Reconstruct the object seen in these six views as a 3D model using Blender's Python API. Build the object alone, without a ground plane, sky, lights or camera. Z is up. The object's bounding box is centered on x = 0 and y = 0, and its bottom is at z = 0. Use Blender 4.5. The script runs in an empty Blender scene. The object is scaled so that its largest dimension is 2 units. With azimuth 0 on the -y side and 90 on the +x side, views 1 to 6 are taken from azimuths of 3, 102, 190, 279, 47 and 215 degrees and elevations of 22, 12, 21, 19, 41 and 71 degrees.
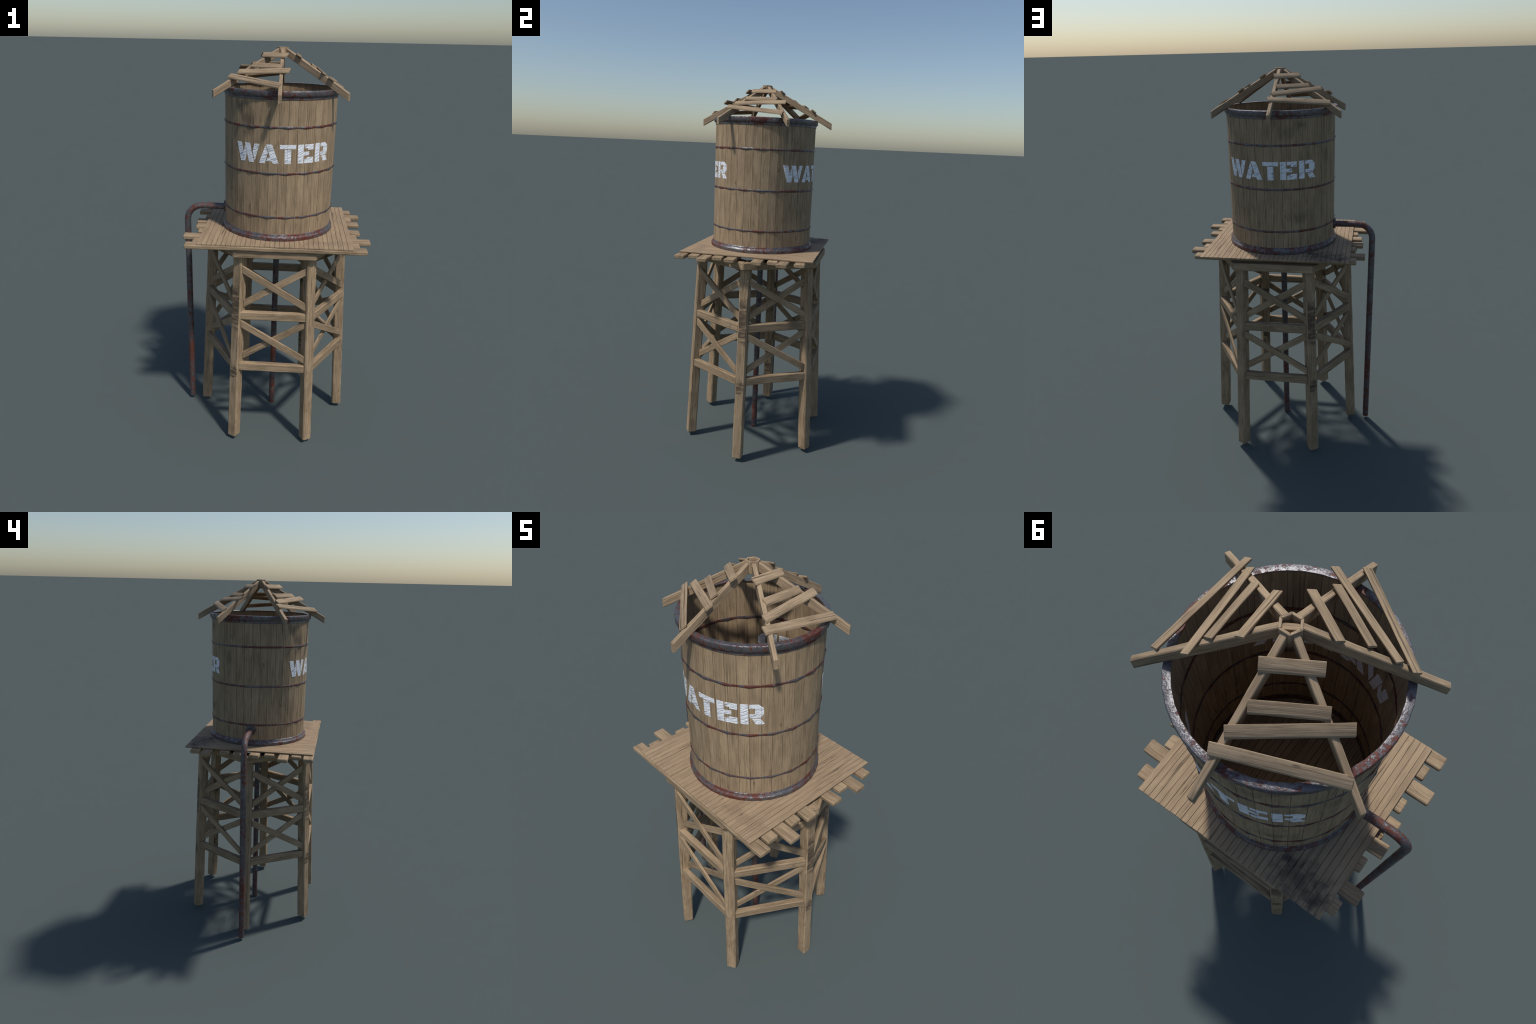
import bpy, bmesh, math, random
from mathutils import Vector, Matrix, noise

random.seed(7)
AX = Vector((0.0155, 0.0, 0.0))          # vertical axis of the tower
UP = Vector((0, 0, 1))


def radial(deg):
    a = math.radians(deg)
    return Vector((math.cos(a), math.sin(a), 0))


def tangent(deg):
    a = math.radians(deg)
    return Vector((-math.sin(a), math.cos(a), 0))


# ------------------------------------------------------------------ materials
class Nodes:
    def __init__(self, name):
        self.mat = bpy.data.materials.new(name)
        self.mat.use_nodes = True
        self.t = self.mat.node_tree
        self.t.nodes.clear()
        self.out = self.t.nodes.new("ShaderNodeOutputMaterial")
        self.bsdf = self.t.nodes.new("ShaderNodeBsdfPrincipled")
        self.t.links.new(self.bsdf.outputs[0], self.out.inputs[0])

    def new(self, kind, **props):
        n = self.t.nodes.new(kind)
        for k, v in props.items():
            setattr(n, k, v)
        return n

    def put(self, socket, value):
        if hasattr(value, "is_output") or isinstance(value, bpy.types.NodeSocket):
            self.t.links.new(value, socket)
        else:
            socket.default_value = value

    def math(self, op, a, b=0.0, clamp=False):
        n = self.new("ShaderNodeMath", operation=op, use_clamp=clamp)
        self.put(n.inputs[0], a)
        self.put(n.inputs[1], b)
        return n.outputs[0]

    def vmath(self, op, a, b):
        n = self.new("ShaderNodeVectorMath", operation=op)
        self.put(n.inputs[0], a)
        self.put(n.inputs[1], b)
        return n.outputs["Value"] if op in ("DISTANCE", "LENGTH", "DOT_PRODUCT") else n.outputs[0]

    def scale(self, a, k):
        n = self.new("ShaderNodeVectorMath", operation="SCALE")
        self.put(n.inputs[0], a)
        self.put(n.inputs["Scale"], k)
        return n.outputs[0]

    def noise(self, vec, scale, detail=4.0, rough=0.55, distort=0.0):
        n = self.new("ShaderNodeTexNoise")
        self.put(n.inputs["Vector"], vec)
        n.inputs["Scale"].default_value = scale
        n.inputs["Detail"].default_value = detail
        n.inputs["Roughness"].default_value = rough
        n.inputs["Distortion"].default_value = distort
        return n.outputs["Fac"]

    def ramp(self, fac, stops):
        n = self.new("ShaderNodeValToRGB")
        el = n.color_ramp.elements
        while len(el) > len(stops):
            el.remove(el[-1])
        while len(el) < len(stops):
            el.new(0.5)
        for e, (p, c) in zip(el, stops):
            e.position = p
            e.color = (c, c, c, 1) if isinstance(c, (int, float)) else (*c, 1)
        self.put(n.inputs[0], fac)
        return n.outputs[0]

    def span(self, v, lo, hi, a=0.0, b=1.0):
        n = self.new("ShaderNodeMapRange", interpolation_type="SMOOTHSTEP")
        self.put(n.inputs[0], v)
        for i, x in enumerate((lo, hi, a, b)):
            n.inputs[i + 1].default_value = x
        return n.outputs[0]

    def mix(self, fac, a, b, blend="MIX"):
        n = self.new("ShaderNodeMix", data_type="RGBA", blend_type=blend)
        self.put(n.inputs[0], fac)
        for s, v in ((n.inputs[6], a), (n.inputs[7], b)):
            if isinstance(v, tuple) and len(v) == 3:
                v = (*v, 1)
            self.put(s, v)
        return n.outputs[2]

    def scaled(self, vec, s, offset=None):
        n = self.new("ShaderNodeMapping")
        self.put(n.inputs["Vector"], vec)
        n.inputs["Scale"].default_value = s
        if offset is not None:
            self.put(n.inputs["Location"], offset)
        return n.outputs[0]

    def bump(self, height, strength, distance, normal=None):
        n = self.new("ShaderNodeBump")
        n.inputs["Strength"].default_value = strength
        n.inputs["Distance"].default_value = distance
        self.put(n.inputs["Height"], height)
        if normal is not None:
            self.put(n.inputs["Normal"], normal)
        return n.outputs[0]


def wood(name, light, dark, crack=(0.055, 0.039, 0.027), blotch=0.5, grain=1.0, stains=(), cracks=1.0, banded_face=0, seam=0.0, seam_dark=0.85, contrast=0.26, vary=0.16):
    """Weathered timber: the grain runs along the piece's own X axis."""
    m = Nodes(name)
    coord = m.new("ShaderNodeTexCoord").outputs["Object"]
    rnd = m.new("ShaderNodeObjectInfo").outputs["Random"]
    shift = m.scale((17.0, 9.0, 5.0), rnd)
    p = m.vmath("ADD", coord, shift)
    warp = m.noise(m.scaled(p, (5, 14, 14)), 1.0, 2.0)
    comb = m.new("ShaderNodeCombineXYZ")
    w = m.math("MULTIPLY", m.math("SUBTRACT", warp, 0.5), 0.012)
    m.put(comb.inputs[1], w)
    m.put(comb.inputs[2], w)
    pw = m.vmath("ADD", p, comb.outputs[0])
    fine = m.noise(m.scaled(pw, (9, 480, 480)), 1.0, 3.0, 0.62)
    mid = m.noise(m.scaled(pw, (6, 210, 210)), 1.0, 4.0, 0.62)
    broad = m.noise(m.scaled(p, (8, 24, 24)), 1.0, 4.0, 0.6)
    tone = m.math("ADD", m.math("MULTIPLY", fine, 0.32), m.math("ADD", m.math("MULTIPLY", mid, 0.42), m.math("MULTIPLY", broad, 0.38)))
    col = m.mix(m.span(tone, 0.55 - contrast / 2, 0.55 + contrast / 2), dark, light)
    # weathered grey-brown blotches
    b = m.noise(m.scaled(p, (14, 34, 34)), 1.0, 5.0, 0.65)
    bl = m.math("MULTIPLY", m.span(b, 0.55, 0.74), blotch)
    col = m.mix(bl, col, tuple(c * 0.52 for c in dark))
    # hairline cracks along the grain
    cr = m.noise(m.scaled(pw, (2.6, 200, 200), (3.1, 0.7, 1.9)), 1.0, 3.0, 0.55)
    gate = m.span(m.noise(m.scaled(p, (5, 16, 16), (1.3, 4.4, 0.2)), 1.0, 1.0), 0.42, 0.60)
    cmask = m.math("MULTIPLY", m.math("MULTIPLY", m.span(cr, 0.60, 0.69), gate), cracks, True)
    col = m.mix(m.math("MULTIPLY", cmask, 0.75), col, crack)
    # small knots
    vo = m.new("ShaderNodeTexVoronoi", feature="F1")
    m.put(vo.inputs["Vector"], m.scaled(p, (9, 26, 26)))
    vo.inputs["Scale"].default_value = 1.0
    pick = m.new("ShaderNodeSeparateColor")
    m.put(pick.inputs[0], vo.outputs["Color"])
    knot = m.math("MULTIPLY", m.span(vo.outputs["Distance"], 0.06, 0.13, 1.0, 0.0), m.math("GREATER_THAN", pick.outputs[0], 0.72))
    col = m.mix(m.math("MULTIPLY", knot, 0.55), col, crack)
    # piece to piece variation
    var = m.math("ADD", m.math("MULTIPLY", m.math("FRACT", m.math("MULTIPLY", rnd, 37.7)), vary), 1.0 - vary / 2)
    col = m.scale(col, var)
    if seam:                                            # dark broken line along both long edges, at the joint
        sepj = m.new("ShaderNodeSeparateXYZ")
        m.put(sepj.inputs[0], coord)
        seam_jitter = m.math("MULTIPLY", m.math("SUBTRACT", m.noise(m.scaled(p, (22, 60, 60)), 1.0, 3.0), 0.5), 0.0020)
        edge = m.math("ADD", m.math("ABSOLUTE", sepj.outputs[1]), seam_jitter)
        col = m.mix(m.math("MULTIPLY", m.math("MULTIPLY", m.span(edge, seam - 0.0013, seam - 0.0004), seam_dark), m.span(m.noise(m.scaled(p, (12, 9, 9)), 1.0, 3.0), 0.36, 0.60, 0.35, 1.0)), col, (0.040, 0.031, 0.024))
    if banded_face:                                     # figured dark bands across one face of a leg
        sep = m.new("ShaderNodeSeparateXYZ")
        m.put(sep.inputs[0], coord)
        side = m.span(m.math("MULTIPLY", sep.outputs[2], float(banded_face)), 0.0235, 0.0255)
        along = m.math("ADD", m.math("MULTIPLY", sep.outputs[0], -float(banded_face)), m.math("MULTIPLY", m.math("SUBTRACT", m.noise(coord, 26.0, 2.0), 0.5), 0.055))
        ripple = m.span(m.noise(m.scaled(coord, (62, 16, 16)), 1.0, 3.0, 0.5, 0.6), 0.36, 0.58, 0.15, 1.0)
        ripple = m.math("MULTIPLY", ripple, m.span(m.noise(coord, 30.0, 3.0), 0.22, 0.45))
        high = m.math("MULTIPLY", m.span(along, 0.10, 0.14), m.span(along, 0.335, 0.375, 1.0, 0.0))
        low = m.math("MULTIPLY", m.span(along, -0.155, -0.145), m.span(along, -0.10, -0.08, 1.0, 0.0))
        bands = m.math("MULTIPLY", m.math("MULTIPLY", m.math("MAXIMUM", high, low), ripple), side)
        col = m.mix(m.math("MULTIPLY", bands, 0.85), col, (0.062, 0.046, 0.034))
    # burnt / damp stains at known places, broken up by noise
    if stains:
        pos = m.new("ShaderNodeNewGeometry").outputs["Position"]
        brk = m.noise(m.scaled(pos, (30, 30, 14)), 1.0, 5.0, 0.62)
        for centre, size, strength, tint in stains:
            d = m.new("ShaderNodeMapping")
            m.put(d.inputs["Vector"], m.vmath("SUBTRACT", pos, centre))
            d.inputs["Scale"].default_value = tuple(1.0 / s for s in size)
            r = m.vmath("LENGTH", d.outputs[0], (0, 0, 0))
            v = m.math("SUBTRACT", m.math("ADD", 1.0, m.math("MULTIPLY", m.math("SUBTRACT", brk, 0.5), 2.2)), r)
            mask = m.math("MULTIPLY", m.span(v, 0.0, 1.0), strength)
            col = m.mix(mask, col, tint)
    m.put(m.bsdf.inputs["Base Color"], col)
    m.bsdf.inputs["Roughness"].default_value = 0.78
    m.bsdf.inputs["Specular IOR Level"].default_value = 0.25
    h = m.math("SUBTRACT", m.math("ADD", m.math("MULTIPLY", fine, 0.35), mid), m.math("MULTIPLY", cmask, 0.9))
    m.put(m.bsdf.inputs["Normal"], m.bump(h, 0.55 * grain, 0.0016))
    return m.mat


def rusty_metal(name, steel=(0.175, 0.172, 0.183), rust=(0.135, 0.031, 0.018), amount=0.0, rough=0.24, low_rust=0.0):
    m = Nodes(name)
    co = m.new("ShaderNodeTexCoord").outputs["Object"]
    big = m.noise(co, 7.0, 2.0)
    patch = m.noise(co, 46.0, 6.0, 0.72)
    speck = m.noise(co, 170.0, 4.0, 0.65)
    v = m.math("ADD", m.math("ADD", m.math("MULTIPLY", patch, 0.60), m.math("MULTIPLY", speck, 0.36)), m.math("MULTIPLY", big, 0.34))
    if low_rust:                                        # splash zone: rust climbs from the ground
        sep = m.new("ShaderNodeSeparateXYZ")
        m.put(sep.inputs[0], co)
        v = m.math("ADD", v, m.math("MULTIPLY", m.span(sep.outputs[2], 0.36, 0.44, 1.0, 0.0), low_rust))
    mask = m.span(v, 0.625 - amount, 0.71 - amount)
    st = m.mix(m.span(m.noise(co, 60.0, 5.0, 0.7), 0.3, 0.7), tuple(c * 0.6 for c in steel), steel)
    ru = m.mix(m.span(speck, 0.35, 0.65), tuple(c * 0.5 for c in rust), rust)
    m.put(m.bsdf.inputs["Base Color"], m.mix(mask, st, ru))
    m.put(m.bsdf.inputs["Metallic"], m.math("SUBTRACT", 0.62, m.math("MULTIPLY", mask, 0.57)))
    m.put(m.bsdf.inputs["Roughness"], m.math("ADD", m.math("MULTIPLY", mask, 0.22), m.math("ADD", rough, m.math("MULTIPLY", speck, 0.16))))
    hgt = m.math("ADD", m.math("MULTIPLY", patch, 0.8), m.math("ADD", m.math("MULTIPLY", speck, 0.5), m.math("MULTIPLY", mask, 0.25)))
    m.put(m.bsdf.inputs["Normal"], m.bump(hgt, 0.5, 0.004))
    return m.mat


def paint():
    """Thick white stencil paint with slanting brush furrows."""
    m = Nodes("white_stencil_paint")
    co = m.new("ShaderNodeTexCoord").outputs["Object"]
    sep = m.new("ShaderNodeSeparateXYZ")
    m.put(sep.inputs[0], co)
    ang = m.math("MULTIPLY", m.math("ARCTAN2", sep.outputs[1], sep.outputs[0]), 0.271)
    cmb = m.new("ShaderNodeCombineXYZ")
    m.put(cmb.inputs[0], ang)
    m.put(cmb.inputs[1], sep.outputs[2])
    rot = m.new("ShaderNodeMapping")
    m.put(rot.inputs["Vector"], cmb.outputs[0])
    rot.inputs["Rotation"].default_value = (0, 0, math.radians(-24))
    str_ = m.noise(m.scaled(rot.outputs[0], (26, 210, 1)), 1.0, 3.0, 0.6, 0.35)
    dirt = m.noise(m.scaled(rot.outputs[0], (60, 90, 1)), 1.0, 4.0)
    col = m.mix(m.span(str_, 0.32, 0.50), (0.27, 0.28, 0.31), (0.84, 0.86, 0.90))
    col = m.mix(m.math("MULTIPLY", m.span(dirt, 0.60, 0.75), 0.35), col, (0.40, 0.40, 0.41))
    m.put(m.bsdf.inputs["Base Color"], col)
    m.bsdf.inputs["Roughness"].default_value = 0.5
    m.put(m.bsdf.inputs["Normal"], m.bump(str_, 0.9, 0.006))
    return m.mat


LIGHT = (0.380, 0.275, 0.171)
DARK = (0.198, 0.139, 0.083)
SOOT = (0.040, 0.035, 0.033)
STAIN = (0.075, 0.056, 0.042)


def on_tank(deg, z, r=0.27):
    return tuple(AX + radial(deg) * r + UP * z)


mat_timber = wood("weathered_timber", LIGHT, DARK, blotch=0.45)
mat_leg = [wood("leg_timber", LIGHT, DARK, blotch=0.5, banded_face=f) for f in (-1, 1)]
mat_stave = wood("stave_oak", (0.386, 0.281, 0.174), (0.198, 0.142, 0.085), blotch=0.5, cracks=1.0, seam=0.0214, contrast=0.33, vary=0.09, stains=(
    (on_tank(-123, 1.70), (0.075, 0.05, 0.075), 0.62, STAIN),
    (on_tank(-125, 1.63), (0.04, 0.03, 0.05), 0.65, STAIN),
    (on_tank(-130, 1.745), (0.07, 0.05, 0.04), 0.55, STAIN),
    (on_tank(119, 1.755), (0.045, 0.03, 0.028), 0.6, STAIN),
    (on_tank(104, 1.72), (0.05, 0.04, 0.05), 0.4, STAIN),
    (on_tank(150, 1.60), (0.06, 0.05, 0.08), 0.45, STAIN),
    (on_tank(117, 1.31), (0.07, 0.05, 0.04), 0.5, STAIN),
))
mat_board = wood("deck_board_pine", (0.415, 0.300, 0.189), (0.235, 0.165, 0.103), blotch=0.3, seam=0.01145, seam_dark=0.5, contrast=0.48, vary=0.07, stains=(
    ((-0.235, 0.285, 1.127), (0.17, 0.10, 0.05), 0.66, SOOT),
    ((-0.170, 0.240, 1.127), (0.045, 0.035, 0.05), 0.75, SOOT),
    ((-0.300, 0.300, 1.127), (0.06, 0.06, 0.05), 0.6, SOOT),
    ((0.26, -0.28, 1.127), (0.16, 0.06, 0.05), 0.25, STAIN),
))
mat_slat = wood("roof_slat_pine", (0.412, 0.302, 0.192), (0.232, 0.166, 0.104), blotch=0.3)
mat_rim = rusty_metal("rusty_rim_iron", steel=(0.185, 0.180, 0.190), amount=0.004)
mat_hoop = rusty_metal("rusty_hoop_iron", amount=0.012)
mat_pipe = rusty_metal("rusty_pipe_iron", steel=(0.17, 0.168, 0.178), rust=(0.150, 0.040, 0.022), amount=-0.015, rough=0.34, low_rust=0.05)
mat_paint = paint()

# ------------------------------------------------------------------ building helpers
tower = bpy.data.objects.new("water_tower", None)
bpy.context.collection.objects.link(tower)
tower["label"] = "weathered wooden water tower with broken slat roof and rusty outlet pipe"
tower["category"] = "water tower"


def add(name, mesh, mat, parent=None, matrix=None, angle=35):
    mesh.materials.append(mat)
    mesh.polygons.foreach_set("use_smooth", [True] * len(mesh.polygons))
    mesh.set_sharp_from_angle(angle=math.radians(angle))
    ob = bpy.data.objects.new(name, mesh)
    bpy.context.collection.objects.link(ob)
    ob.parent = parent or tower
    if matrix is not None:
        if parent is not None:
            ob.matrix_parent_inverse = parent.matrix_basis.inverted()
        ob.matrix_basis = matrix
    return ob


def timber(name, q0, q1, mat, chamfer=0.003, wobble=0.0008, step=0.03, parent=None, tip=0.8):
    """A sawn piece lofted between two end quads (corners in ring order), edges chamfered,
    faces slightly out of true. Local X runs along the piece."""
    q0, q1 = [Vector(v) for v in q0], [Vector(v) for v in q1]
    c0, c1 = sum(q0, Vector()) / 4, sum(q1, Vector()) / 4
    x = (c1 - c0).normalized()
    y = (q0[1] - q0[0])
    y = (y - x * y.dot(x)).normalized()
    z = x.cross(y)
    origin = (c0 + c1) / 2
    frame = Matrix((x, y, z)).transposed().to_4x4()
    frame.translation = origin
    inv = frame.inverted()
    length = (c1 - c0).length
    n = max(2, int(length / step))
    seed = Vector((random.uniform(-50, 50), random.uniform(-50, 50), random.uniform(-50, 50)))

    def ring(t, shrink=0.0):
        q = [a.lerp(b, t) for a, b in zip(q0, q1)]
        pts = []
        for i in range(4):
            here, nxt, prv = q[i], q[(i + 1) % 4], q[i - 1]
            to_n, to_p = (nxt - here), (prv - here)
            cn = min(chamfer, to_n.length * 0.35)
            cp = min(chamfer, to_p.length * 0.35)
            for main, other, cm, co in ((to_p, to_n, cp, cn), (to_n, to_p, cn, cp)):
                p = here + main.normalized() * (cm + shrink) + other.normalized() * shrink
                pts.append(p)
        return [inv @ p for p in pts]

    e = min(chamfer, length * 0.2) / length
    stations = [(0.0, chamfer * tip), (e, 0.0)] + [(k / n, 0.0) for k in range(1, n)] + [(1 - e, 0.0), (1.0, chamfer * tip)]
    bm = bmesh.new()
    rings = []
    for t, s in stations:
        row = []
        for j, p in enumerate(ring(t, s)):
            if wobble:
                d = noise.noise_vector(Vector((p.x * 16, p.y * 30, p.z * 30)) + seed)
                d2 = noise.noise_vector(Vector((p.x * 45, p.y * 60, p.z * 60)) + seed * 1.7)
                p = p + Vector((0, d.y + 0.5 * d2.y, d.z + 0.5 * d2.z)) * wobble
            row.append(bm.verts.new(p))
        rings.append(row)
    for a, b in zip(rings, rings[1:]):
        for j in range(8):
            bm.faces.new((a[j], a[(j + 1) % 8], b[(j + 1) % 8], b[j]))
    bm.faces.new(rings[0][::-1])
    bm.faces.new(rings[-1])
    bmesh.ops.recalc_face_normals(bm, faces=bm.faces)
    mesh = bpy.data.meshes.new(name)
    bm.to_mesh(mesh)
    bm.free()
    return add(name, mesh, mat, parent, frame)


def lathe(name, profile, mat, sides=20, phase=9.0, closed=True, wobble=0.0, centre=AX, angle=40, parent=None):
    bm = bmesh.new()
    rows = []
    for k in range(sides):
        d = radial(phase + 360.0 * k / sides)
        row = []
        for r, z in profile:
            w = wobble * noise.noise(Vector((d.x * 3, d.y * 3, z * 40 + r * 300)))
            wz = wobble * noise.noise(Vector((d.x * 4 + 9, d.y * 4, z * 3)))
            row.append(bm.verts.new(centre + d * (r + w) + UP * (z + wz)))
        rows.append(row)
    m = len(profile)
    for k in range(sides):
        a, b = rows[k], rows[(k + 1) % sides]
        for j in range(m if closed else m - 1):
            bm.faces.new((a[j], b[j], b[(j + 1) % m], a[(j + 1) % m]))
    bmesh.ops.recalc_face_normals(bm, faces=bm.faces)
    mesh = bpy.data.meshes.new(name)
    bm.to_mesh(mesh)
    bm.free()
    return add(name, mesh, mat, parent, Matrix.Identity(4), angle)


# ------------------------------------------------------------------ trestle: six raking legs
LEG_W, Z_FOOT, Z_RING = 0.0508, 0.0185, 1.0597


def leg_radius(z):
    return 0.3874 - 0.0487 * (z - Z_FOOT) / (1.0215)


for k in range(6):
    er, et, h = radial(60 * k), tangent(60 * k), LEG_W / 2

    def leg_quad(z):
        c = AX + er * leg_radius(z) + et * 0.0018 + UP * z
        return [c + er * h - et * h, c + er * h + et * h, c - er * h + et * h, c - er * h - et * h]
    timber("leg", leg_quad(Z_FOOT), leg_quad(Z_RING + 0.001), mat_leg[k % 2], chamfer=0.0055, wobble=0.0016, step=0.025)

# hexagonal ring of bearers on top of the legs
for k in range(6):
    def mitre(deg, shift):
        d, t = radial(deg), tangent(60 * k + 30)
        o, i = AX + d * 0.3985, AX + d * 0.318
        s = t * shift
        return [o + UP * 1.0985 + s, o + UP * 1.0597 + s, i + UP * 1.0597 + s, i + UP * 1.0985 + s]
    timber("ring_bearer", mitre(60 * k, 0.0003), mitre(60 * k + 60, -0.0003), mat_timber, chamfer=0.003, wobble=0.0010)

# girts and crossed braces on the six sides
GIRTS = ((0.3345, 0.7655, 0.7218, 0.1625), (0.3450, 0.4757, 0.4316, 0.1680))
#          outer apothem start/end, s and z of both ends, thickness
BRACES = (
    (0.3250, 0.3262, -0.1545, 0.9910, 0.1615, 0.7985, 0.0118),
    (0.3150, 0.3153, -0.1485, 0.8020, 0.1540, 0.9876, 0.0095),
    (0.3360, 0.3407, -0.1600, 0.6990, 0.1650, 0.5070, 0.0120),
    (0.3215, 0.3265, -0.1525, 0.5080, 0.1585, 0.7018, 0.0100),
)
for k in range(6):
    n, t = radial(60 * k + 30), tangent(60 * k + 30)

    def at(a, s, z):
        return AX + n * a + t * (s + 0.0010) + UP * z
    for a, zt, zb, hl in GIRTS:
        dp, inner = 0.028, hl - 0.012
        timber("girt",
               [at(a, -hl, zt), at(a, -hl, zb), at(a - dp, -inner, zb), at(a - dp, -inner, zt)],
               [at(a, hl, zt), at(a, hl, zb), at(a - dp, inner, zb), at(a - dp, inner, zt)],
               mat_timber, chamfer=0.0040, wobble=0.0012, tip=0.1)
    for a0, a1, s0, z0, s1, z1, th in BRACES:
        hv = 0.0198
        timber("brace",
               [at(a0, s0, z0 + hv), at(a0, s0, z0 - hv), at(a0 - th, s0, z0 - hv), at(a0 - th, s0, z0 + hv)],
               [at(a1, s1, z1 + hv), at(a1, s1, z1 - hv), at(a1 - th, s1, z1 - hv), at(a1 - th, s1, z1 + hv)],
               mat_timber, chamfer=0.0020, wobble=0.0009, tip=0.2)

# ------------------------------------------------------------------ platform
# joists: (y at -x end, y at +x end, x of both ends)
JOISTS = ((-0.3305, -0.3300, -0.415, 0.447), (-0.2660, -0.2645, -0.385, 0.418), (-0.1990, -0.2010, -0.443, 0.476),
          (-0.1210, -0.1390, -0.382, 0.415), (-0.0430, -0.0695, -0.405, 0.438), (0.0435, 0.0730, -0.413, 0.446),
          (0.1220, 0.1470, -0.378, 0.413), (0.2185, 0.2020, -0.427, 0.460), (0.2840, 0.2850, -0.386, 0.420))
for ya, yb, xa, xb in JOISTS:
    hw = 0.0266
    zt, zb = 1.1188, 1.0990
    xa, xb = xa - 0.002, xb + 0.0025
    if abs(ya + 0.3305) < 0.001:
        zt, zb = 1.1192, 1.0995
    timber("joist",
           [(xa, ya - hw, zt), (xa, ya + hw, zt), (xa, ya + hw, zb), (xa, ya - hw, zb)],
           [(xb, yb - hw, zt), (xb, yb + hw, zt), (xb, yb + hw, zb), (xb, yb - hw, zb)],
           mat_timber, chamfer=0.0035, wobble=0.0010)

X0, X1, BOARDS = -0.3565, 0.3835, 32
bw = (X1 - X0) / BOARDS
for k in range(BOARDS):
    xa, xb = X0 + k * bw + 0.0003, X0 + (k + 1) * bw - 0.0003
    ya, yb = -0.3520 - random.uniform(0, 0.0012), 0.3455 + random.uniform(0, 0.0012)
    zt = 1.1275 - random.uniform(0, 0.0006)
    timber("deck_board",
           [(xa, ya, zt), (xb, ya, zt), (xb, ya, 1.1200), (xa, ya, 1.1200)],
           [(xa, yb, zt), (xb, yb, zt), (xb, yb, 1.1200), (xa, yb, 1.1200)],
           mat_board, chamfer=0.0012, wobble=0.0002, step=0.05)

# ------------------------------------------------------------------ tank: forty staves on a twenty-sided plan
R_OUT, R_IN = 0.2724, 0.2692
HALF = math.cos(math.radians(4.5))


def on_wall(deg, r):
    """Offset from the axis of a point on the forty-sided wall (one flat per stave, joints at 9 k degrees)."""
    mid = 9 * math.floor(deg / 9.0) + 4.5
    return radial(deg) * (r * HALF / math.cos(math.radians(deg - mid)))


for k in range(40):
    a, b = 9.0 * k - 0.02, 9.0 * (k + 1) + 0.02          # neighbours press into one another

    def quad(z):
        return [AX + radial(a) * R_OUT + UP * z, AX + radial(b) * R_OUT + UP * z,
                AX + radial(b) * R_IN + UP * z, AX + radial(a) * R_IN + UP * z]
    timber("stave", quad(1.1285), quad(1.8185), mat_stave, chamfer=0.0013, wobble=0.00008, step=0.06)

for z in (1.6641, 1.4547, 1.2437):
    r, hh = 0.2766, 0.0052
    lathe("hoop", [(r - 0.0015, z - hh), (r, z - hh * 0.55), (r, z + hh * 0.55), (r - 0.0015, z + hh),
                   (0.2690, z + hh), (0.2682, z + hh * 0.5), (0.2682, z - hh * 0.5), (0.2690, z - hh)],
          mat_hoop, wobble=0.0005)

lathe("top_rim", [(0.2834, 1.8022), (0.2836, 1.8178), (0.2832, 1.8201), (0.2822, 1.8217), (0.2805, 1.8224), (0.2632, 1.8224), (0.2622, 1.8215),
                  (0.2622, 1.8190), (0.2712, 1.8180), (0.2712, 1.7850), (0.2738, 1.7838), (0.2750, 1.7850), (0.2750, 1.7930), (0.2815, 1.7992)],
      mat_rim, sides=40, wobble=0.0006, angle=34)
lathe("base_rim", [(0.2834, 1.1260), (0.2842, 1.1300), (0.2842, 1.1420), (0.2839, 1.1436), (0.2828, 1.1447), (0.2768, 1.1515), (0.2760, 1.1575),
                   (0.2735, 1.1600), (0.2680, 1.1600), (0.2675, 1.1575), (0.2675, 1.1260)],
      mat_rim, sides=40, wobble=0.0006, angle=34)

# ------------------------------------------------------------------ stencilled lettering
# each letter: pieces as outlines in millimetres (along the wall, up from the foot of the letter)
CAP = 87.0
LETTERS = (
    ("W", (((-214, 86), (-185, 86), (-173, 41), (-165, 73), (-155, 40), (-163, 0), (-189, 0)),
           ((-165.5, 86), (-136, 86), (-114.5, 0), (-141.5, 0)),
           ((-114, 86), (-88, 86), (-111.5, 6), (-122, 50)))),
    ("A", (((-59, 82), (-48, 50), (-61, 0), (-89.5, 0)),
           ((-57, 86.5), (-29, 86.5), (3.5, 0), (-23.5, 0), (-28.5, 11), (-53.5, 11), (-48, 27.5), (-36.5, 27.5), (-47, 57)))),
    ("T", (((6.5, 87), (81, 87), (81, 68), (6.5, 68)),
           ((29, 64.5), (58.5, 64.5), (59, 0), (30, 0)))),
    ("E", (((89.7, 87.5), (118, 87.5), (118.5, 54.5), (147, 54.5), (147, 37.2), (118.5, 37.2), (119, 1.5), (91, 1.5)),
           ((122.8, 87.5), (169.8, 87.5), (169.8, 62.5), (139.8, 62.5), (139.5, 70.3), (122.8, 70.3)),
           ((123, 1.5), (170.5, 1.5), (170, 28.5), (138.5, 28.5), (138.5, 20.8), (123, 20.8)))),
    ("R", (((180, 88.5), (207, 88.5), (209, 2.5), (180.5, 2.5)),
           ((211, 88.5), (246, 88.5), (264, 73.5), (264.5, 47), (253, 31), (213, 30.5), (212.5, 47), (232.5, 47), (232.8, 71.5), (211.5, 71.5)),
           ((222, 27), (252.5, 28), (268.5, 2.5), (235.5, 2.5)))),
)
ARC = 0.2702


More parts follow.
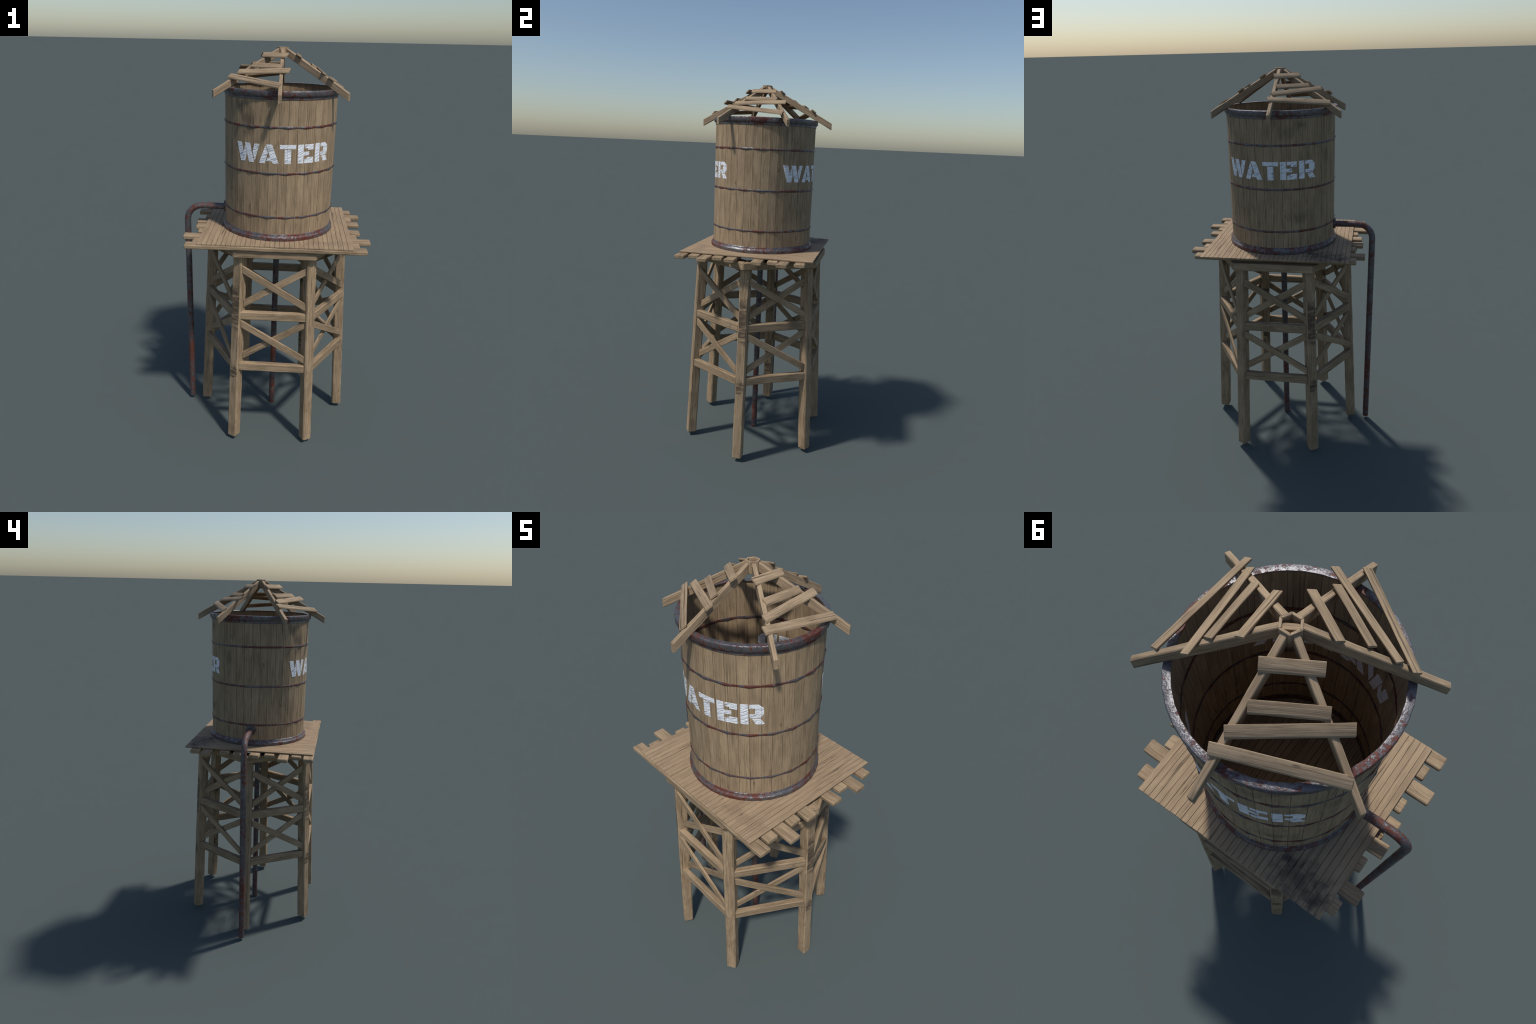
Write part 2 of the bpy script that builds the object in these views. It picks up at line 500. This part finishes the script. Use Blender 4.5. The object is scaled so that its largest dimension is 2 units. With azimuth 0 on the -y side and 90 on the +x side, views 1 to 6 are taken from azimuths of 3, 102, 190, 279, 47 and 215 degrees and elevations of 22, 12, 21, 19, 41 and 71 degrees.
def letter(pieces, base_deg, shift, outside=True):
    bm = bmesh.new()
    for outline in pieces:
        vs = [bm.verts.new(((x + shift) / 1000.0, z / 1000.0, 0)) for x, z in outline]
        bm.faces.new(vs)
    bmesh.ops.triangulate(bm, faces=bm.faces)
    step = math.radians(9) * ARC
    phase = math.radians(base_deg) * ARC               # stave joints sit at whole multiples of nine degrees
    first = math.floor((phase - 0.35) / step)
    for j in range(first, first + 60):
        for off in ((-0.0004, 0.0004) if outside else (0.0,)):
            x = j * step - phase + off
            bmesh.ops.bisect_plane(bm, geom=bm.verts[:] + bm.edges[:] + bm.faces[:], plane_co=(x, 0, 0), plane_no=(1, 0, 0))
    if outside:
        gone = []
        for f in bm.faces:
            x = f.calc_center_median().x + phase
            if abs(x - round(x / step) * step) < 0.00038:
                gone.append(f)
        bmesh.ops.delete(bm, geom=gone, context="FACES")
    r = (R_OUT + 0.0006) if outside else (R_IN - 0.0005)
    thick = -0.0009 if outside else 0.0008
    for v in bm.verts:
        deg = base_deg + math.degrees(v.co.x / ARC)
        z = 1.5015 + v.co.y
        v.co = on_wall(deg, r) + UP * z
    res = bmesh.ops.extrude_face_region(bm, geom=bm.faces[:])
    for v in res["geom"]:
        if isinstance(v, bmesh.types.BMVert):
            flat = Vector((v.co.x, v.co.y, 0))
            v.co += flat.normalized() * thick
    bmesh.ops.recalc_face_normals(bm, faces=bm.faces)
    mesh = bpy.data.meshes.new("letter")
    bm.to_mesh(mesh)
    bm.free()
    frame = Matrix.Translation(AX)
    return add("letter", mesh, mat_paint, None, frame, 30)


for base, shift in ((-90.0, 0.0), (90.0, -55.0)):
    for _, pieces in LETTERS:
        letter(pieces, base, shift, True)
        letter(pieces, base, shift, False)

# ------------------------------------------------------------------ roof
HUB_O, HUB_I = 0.0277, 0.0205
for k in range(6):
    def hub_quad(deg, s):
        d, t = radial(deg), tangent(60 * k + 30) * s
        o, i = AX + d * HUB_O + t, AX + d * HUB_I + t
        return [o + UP * 2.0, o + UP * 1.957, i + UP * 1.957, i + UP * 2.0]
    timber("hub_board", hub_quad(60 * k, 0.0001), hub_quad(60 * k + 60, -0.0001), mat_slat, chamfer=0.0010, wobble=0.0)

d, t = radial(30), tangent(30) * 0.0078
timber("hub_crossbar", [AX + d * -0.0185 - t + UP * 1.990, AX + d * -0.0185 + t + UP * 1.990, AX + d * -0.0185 + t + UP * 1.960, AX + d * -0.0185 - t + UP * 1.960],
       [AX + d * 0.0185 - t + UP * 1.990, AX + d * 0.0185 + t + UP * 1.990, AX + d * 0.0185 + t + UP * 1.960, AX + d * 0.0185 - t + UP * 1.960],
       mat_slat, chamfer=0.001, wobble=0.0)

SLOPE = 0.6293                                         # fall of the roof plane per metre out from the axis


def rafter_top(r):
    return 2.0072 - SLOPE * r * math.cos(math.radians(30))


for k in range(6):
    d, t = radial(60 * k + 30), tangent(60 * k + 30) * 0.0079

    def rafter_quad(r):
        c, z = AX + d * r, rafter_top(r)
        return [c - t + UP * z, c + t + UP * z, c + t + UP * (z - 0.0345), c - t + UP * (z - 0.0345)]
    timber("rafter", rafter_quad(0.0240), rafter_quad(0.3583), mat_slat, chamfer=0.0020, wobble=0.0011, tip=0.3)

# four broken slats on three of the six roof faces: (inner q, outer q) at the left and right ends, and t of the ends
SLATS = ((0.0657, 0.0898, -0.0615, 0.0657, 0.0896, 0.0697),
         (0.1367, 0.1602, -0.0765, 0.1367, 0.1602, 0.0883),
         (0.1827, 0.2066, -0.1188, 0.1600, 0.1836, 0.1393),
         (0.2122, 0.2368, -0.1518, 0.2518, 0.2770, 0.1470))
# the battens have slipped together about half a centimetre towards -y: one face sits low, the opposite one proud
for face_deg, slide, drop, lift in ((0, -0.0045, 0.0, 0.0095), (-120, 0.0040, 0.0032, 0.0125), (120, 0.0046, -0.0052, 0.0066)):
    n, t = radial(face_deg), tangent(face_deg)

    def on_roof(q, s, off):
        return AX + n * q + t * s + UP * (2.0072 + off - SLOPE * q)
    for qa0, qa1, sa, qb0, qb1, sb in SLATS:
        lo, hi = lift - 0.0085, lift
        sa, sb = sa + slide, sb + slide
        qa0, qa1, qb0, qb1 = qa0 + drop, qa1 + drop, qb0 + drop, qb1 + drop
        sk = (qb0 - qa0) / (sb - sa) * (qa1 - qa0)     # square-cut ends on the skewed slats
        timber("roof_slat",
               [on_roof(qa0, sa + sk, hi), on_roof(qa1, sa, hi), on_roof(qa1, sa, lo), on_roof(qa0, sa + sk, lo)],
               [on_roof(qb0, sb, hi), on_roof(qb1, sb - sk, hi), on_roof(qb1, sb - sk, lo), on_roof(qb0, sb, lo)],
               mat_slat, chamfer=0.0016, wobble=0.0007, tip=0.3)

# ------------------------------------------------------------------ pipes
def tube(name, path, radius, mat, sides=18, parent=None):
    bm = bmesh.new()
    rows = []
    side = Vector((0, 1, 0))
    for i, p in enumerate(path):
        a = path[max(0, i - 1)]
        b = path[min(len(path) - 1, i + 1)]
        if 0 < i < len(path) - 1:
            d = ((p - a).normalized() + (b - p).normalized()).normalized()
            k = 1.0 / max(0.5, d.dot((b - p).normalized()))
        else:
            d, k = (b - a).normalized(), 1.0
        up = side.cross(d).normalized()
        rows.append([bm.verts.new(p + (side * math.cos(w) + up * math.sin(w) * k) * radius)
                     for w in (2 * math.pi * j / sides for j in range(sides))])
    for a, b in zip(rows, rows[1:]):
        for j in range(sides):
            bm.faces.new((a[j], a[(j + 1) % sides], b[(j + 1) % sides], b[j]))
    bm.faces.new(rows[0][::-1])
    bm.faces.new(rows[-1])
    bmesh.ops.recalc_face_normals(bm, faces=bm.faces)
    mesh = bpy.data.meshes.new(name)
    bm.to_mesh(mesh)
    bm.free()
    return add(name, mesh, mat, parent, Matrix.Identity(4), 40)


xv, zh, bend = -0.4603, 1.2120, 0.0765
path = [Vector((-0.2480, 0, zh)), Vector((xv + bend, 0, zh))]
for j in range(1, 6):
    w = math.radians(90 + 90 * j / 6)
    path.append(Vector((xv + bend + bend * math.cos(w), 0, zh - bend + bend * math.sin(w))))
path += [Vector((xv, 0, zh - bend)), Vector((xv, 0, 0.0155))]
outlet = tube("outlet_pipe", path, 0.0166, mat_pipe)
tube("pipe_flange", [Vector((-0.2500, 0, 1.2145)), Vector((-0.2610, 0, 1.2145)), Vector((-0.2655, 0, 1.2145))], 0.0282, mat_pipe, 20, outlet)
tube("centre_pipe", [Vector((0.0168, 0, 1.1190)), Vector((0.0168, 0, 0.0))], 0.0160, mat_pipe)
